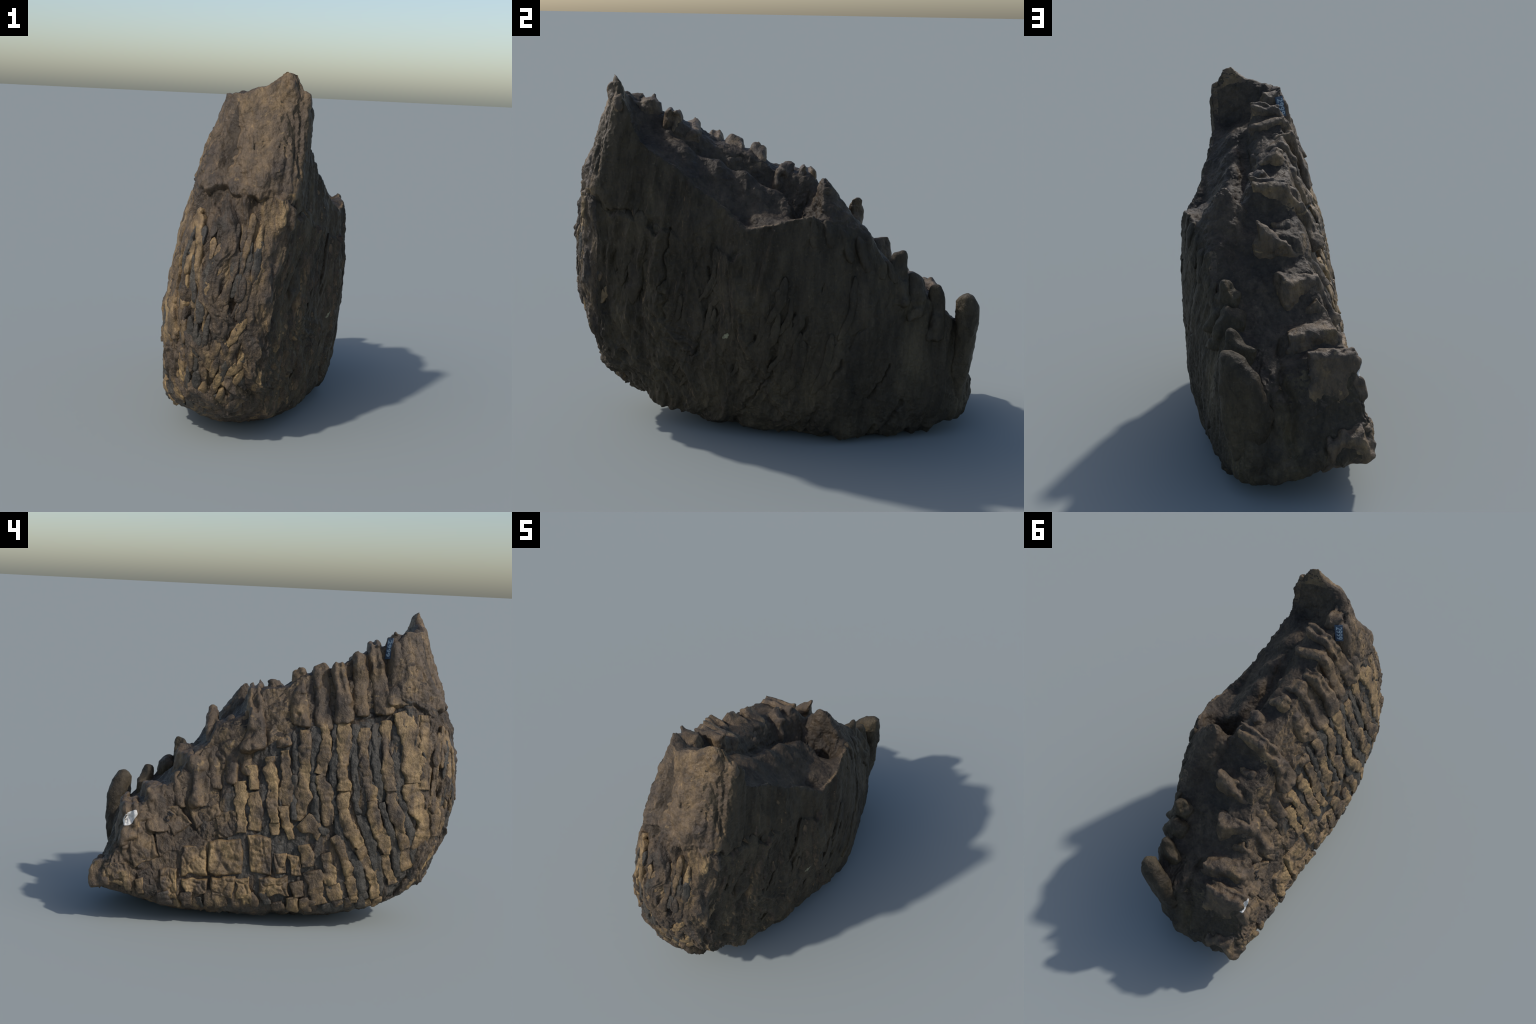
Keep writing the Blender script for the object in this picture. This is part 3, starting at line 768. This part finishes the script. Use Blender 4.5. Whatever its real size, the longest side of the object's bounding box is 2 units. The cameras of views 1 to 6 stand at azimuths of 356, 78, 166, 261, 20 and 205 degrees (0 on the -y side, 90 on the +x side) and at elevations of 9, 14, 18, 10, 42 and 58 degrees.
# splinters round the left front corner
for i in range(34):
    y = sr.uniform(-.93, -.74); z = sr.uniform(.30, 1.16); ln = sr.uniform(.10, .24)
    P = [(y + .10 * max(0, .6 - z), z), (y + .01 + .10 * max(0, .6 - z + ln / 2), z - ln / 2), (y + .02 + .12 * max(0, .6 - z + ln), max(.1, z - ln))]
    mat = (M_crown, M_plate, M_plate, M_cement)[int(sr.integers(0, 4))]
    strip("enamel_splinter", path3(P, -1), sr.uniform(.011, .019), sr.uniform(.006, .013), mat, 2000 + i * 7, rough=.006, cap=1.4, flat=.6, sink=.025, nc=18)
# broken plate ends along the lower left edge
for i, y in enumerate(np.arange(-.62, .88, .062)):
    y += sr.uniform(-.015, .015); z1 = sr.uniform(.15, .21) + .12 * smoothstep(.5, .9, y); z0 = z1 - sr.uniform(.07, .11)
    strip("plate_end", path3([(y, z1), (y - .012, (z0 + z1) / 2), (y - .02, z0)], -1), sr.uniform(.018, .030), sr.uniform(.010, .019),
          (M_plate, M_matrix, M_crown)[int(sr.integers(0, 3))], 2600 + i * 7, rough=.008, cap=.35, flat=.5, crack=.004, sink=.03, nc=18)
# long faint splinters on the flank
for i in range(46):
    y = sr.uniform(-.82, .35); z = sr.uniform(.42, .98); ln = sr.uniform(.14, .32)
    P = [(y, z), (y - .05 * ln, z - ln * .5), (y - .28 * ln, max(.08, z - ln))]
    strip("flank_splinter", path3(P, 1), sr.uniform(.011, .020), sr.uniform(.003, .007), M_flank, 3000 + i * 7, rough=.004, cap=2.0, flat=.8, sink=.025, nc=14, ds=.008)
FLANK_RIBS = [  # (y, z) on the right wall, width, height
 ([(-.868, 1.145), (-.871, .968), (-.922, .742)], .024, .012), ([(-.79, 1.115), (-.786, .978), (-.783, .833), (-.819, .705)], .036, .019),
 ([(-.70, 1.105), (-.708, .937), (-.727, .778), (-.752, .64)], .034, .018), ([(-.628, 1.05), (-.635, .894), (-.642, .748)], .028, .015),
 ([(.036, 1.12), (.041, .965)], .018, .016), ([(.108, 1.11), (.119, .96)], .024, .016), ([(.178, 1.06), (.22, .89)], .026, .018),
 ([(.263, 1.01), (.305, .84)], .026, .018), ([(.337, .954), (.386, .80)], .026, .018), ([(.412, .89), (.456, .775)], .022, .016)]
for i, (p, w, h) in enumerate(FLANK_RIBS):
    strip("root_finger" if i > 3 else "enamel_splinter", path3(p, 1), w, h, M_flank, 1200 + i * 13, sink=.03, rough=.006, cap=1.2, flat=.65)

# ------------------------------------------------------------------ marks lying on the surface
bpy.context.view_layer.update()
def merged_tree():
    vs, fs, o = [tuple(v) for v in V1], [tuple(q) for q in Q1], len(V1)
    for ob in ROOT.children:
        if ob.name.startswith(("root_plate", "enamel_plate", "cement_block", "cement_sheet")):
            vs += [tuple(v.co) for v in ob.data.vertices]
            fs += [tuple(i + o for i in p.vertices) for p in ob.data.polygons]; o = len(vs)
    return BVHTree.FromPolygons(vs, fs)
TREE2 = merged_tree()

def lay(name, pts2, faces, ctr, n, right, mat, lift=.002, parent=None, stiff=False, plane=None):
    """drape a flat figure (2D points) on the surface, looking along -n"""
    n = np.array(n, float); n /= np.linalg.norm(n)
    r = np.array(right, float); r -= n * (r @ n); r /= np.linalg.norm(r); u = np.cross(n, r)
    ctr = np.array(ctr, float); out = []; pts2 = list(pts2)
    for a, b in pts2:
        o = ctr + r * a + u * b + n * .15
        hit = TREE2.ray_cast(Vector(o), Vector(-n), .30)
        out.append((np.array(hit[0]) if hit[0] is not None else ctr + r * a + u * b) + n * lift)
    if stiff:      # a stiff tag: one plane resting on the high points
        q = np.array(pts2); h = np.array([(o - ctr) @ n for o in out])
        A = np.c_[q, np.ones(len(q))]; sol = np.linalg.lstsq(A, h, rcond=None)[0] if plane is None else plane
        if plane is None: sol[2] += np.percentile(h - A @ sol, 90)
        out = [ctr + r * a + u * b + n * (sol[0] * a + sol[1] * b + sol[2] + lift) for a, b in pts2]
    me = bpy.data.meshes.new(name); k = len(out)
    verts = [tuple(v) for v in out] + [tuple(v - n * .006) for v in out]
    edge = {}
    for f in faces:
        for i in range(len(f)):
            e = (f[i], f[(i + 1) % len(f)]); edge[e] = edge.get(e, 0) + 1
    sk = [(b, a, a + k, b + k) for (a, b) in edge if (b, a) not in edge]
    me.from_pydata(verts, [], [tuple(f) for f in faces] + sk + [tuple(i + k for i in reversed(f)) for f in faces])
    me.update(); me.materials.append(mat)
    ob = bpy.data.objects.new(name, me); bpy.context.scene.collection.objects.link(ob)
    ob.parent = parent or ROOT
    if stiff: ob['plane'] = [float(v) for v in sol]
    return ob

def grid_fig(w, h, nx, ny, fn=None):
    g = [(w * (i / nx - .5), h * (j / ny - .5)) for i in range(nx + 1) for j in range(ny + 1)]
    if fn: g = [fn(a, b) for a, b in g]
    f = [(i*(ny+1)+j, (i+1)*(ny+1)+j, (i+1)*(ny+1)+j+1, i*(ny+1)+j+1) for i in range(nx) for j in range(ny)]
    return g, f

def blob_fig(rx, ry, seed, rings=6, seg=36, wob=.3):
    r = np.random.default_rng(seed); ph = r.uniform(0, 6.28, 5); am = r.uniform(.3, 1, 5) * wob / 2.2
    pts = [(0, 0)]; f = []
    for k in range(1, rings + 1):
        for i in range(seg):
            a = 2 * math.pi * i / seg
            q = 1 + sum(am[m] * math.sin((m + 2) * a + ph[m]) / (1 + .4 * m) for m in range(5))
            pts.append((rx * q * k / rings * math.cos(a), ry * q * k / rings * math.sin(a)))
    for i in range(seg): f.append((0, 1 + i, 1 + (i + 1) % seg))
    for k in range(rings - 1):
        for i in range(seg):
            a = 1 + k * seg + i; b = 1 + k * seg + (i + 1) % seg
            f.append((a, a + seg, b + seg, b))
    return pts, f

def text_fig(body, size):
    cu = bpy.data.curves.new("writing", 'FONT'); cu.body = body; cu.size = size
    cu.align_x = 'CENTER'; cu.align_y = 'CENTER'; cu.resolution_u = 3; cu.offset = size * .012
    ob = bpy.data.objects.new("writing", cu); bpy.context.scene.collection.objects.link(ob)
    bpy.context.view_layer.update()
    me = bpy.data.meshes.new_from_object(ob.evaluated_get(bpy.context.evaluated_depsgraph_get()))
    pts = [(v.co.x, v.co.y) for v in me.vertices]; f = [tuple(p.vertices) for p in me.polygons]
    bpy.data.objects.remove(ob); bpy.data.meshes.remove(me); bpy.data.curves.remove(cu)
    return pts, f

LAB = dict(ctr=(-.190, -.582, 1.507), n=(-.42, .86, .30), right=(-.27, .38, -.89))
g, f = grid_fig(.112, .046, 14, 8)
tag = lay("number_label", g, f, mat=M_label, lift=.001, stiff=True, **LAB)
g, f = text_fig("2999", .046)
lay("label_digits", g, f, mat=M_ink, lift=.0026, parent=tag, stiff=True, plane=np.array(tag["plane"]), **LAB)
del tag["plane"]
g, f = text_fig("II-3", .045)
lay("ink_mark", g, f, (-.205, .582, .575), (-.85, .15, .5), (-.2, .55, -.8), M_pencil, .005)
g, f = blob_fig(.055, .024, 5, wob=.25)
lay("white_chip", g, f, (-.215, .785, .565), (-.9, .25, .25), (0, .68, -.73), M_white, .002)
g, f = blob_fig(.016, .011, 8, wob=.6)
lay("pale_flake", g, f, (.327, -.333, .546), (1, -.25, .1), (0, 1, 1), plain("pale_lichen", (.22, .21, .13)), .002)
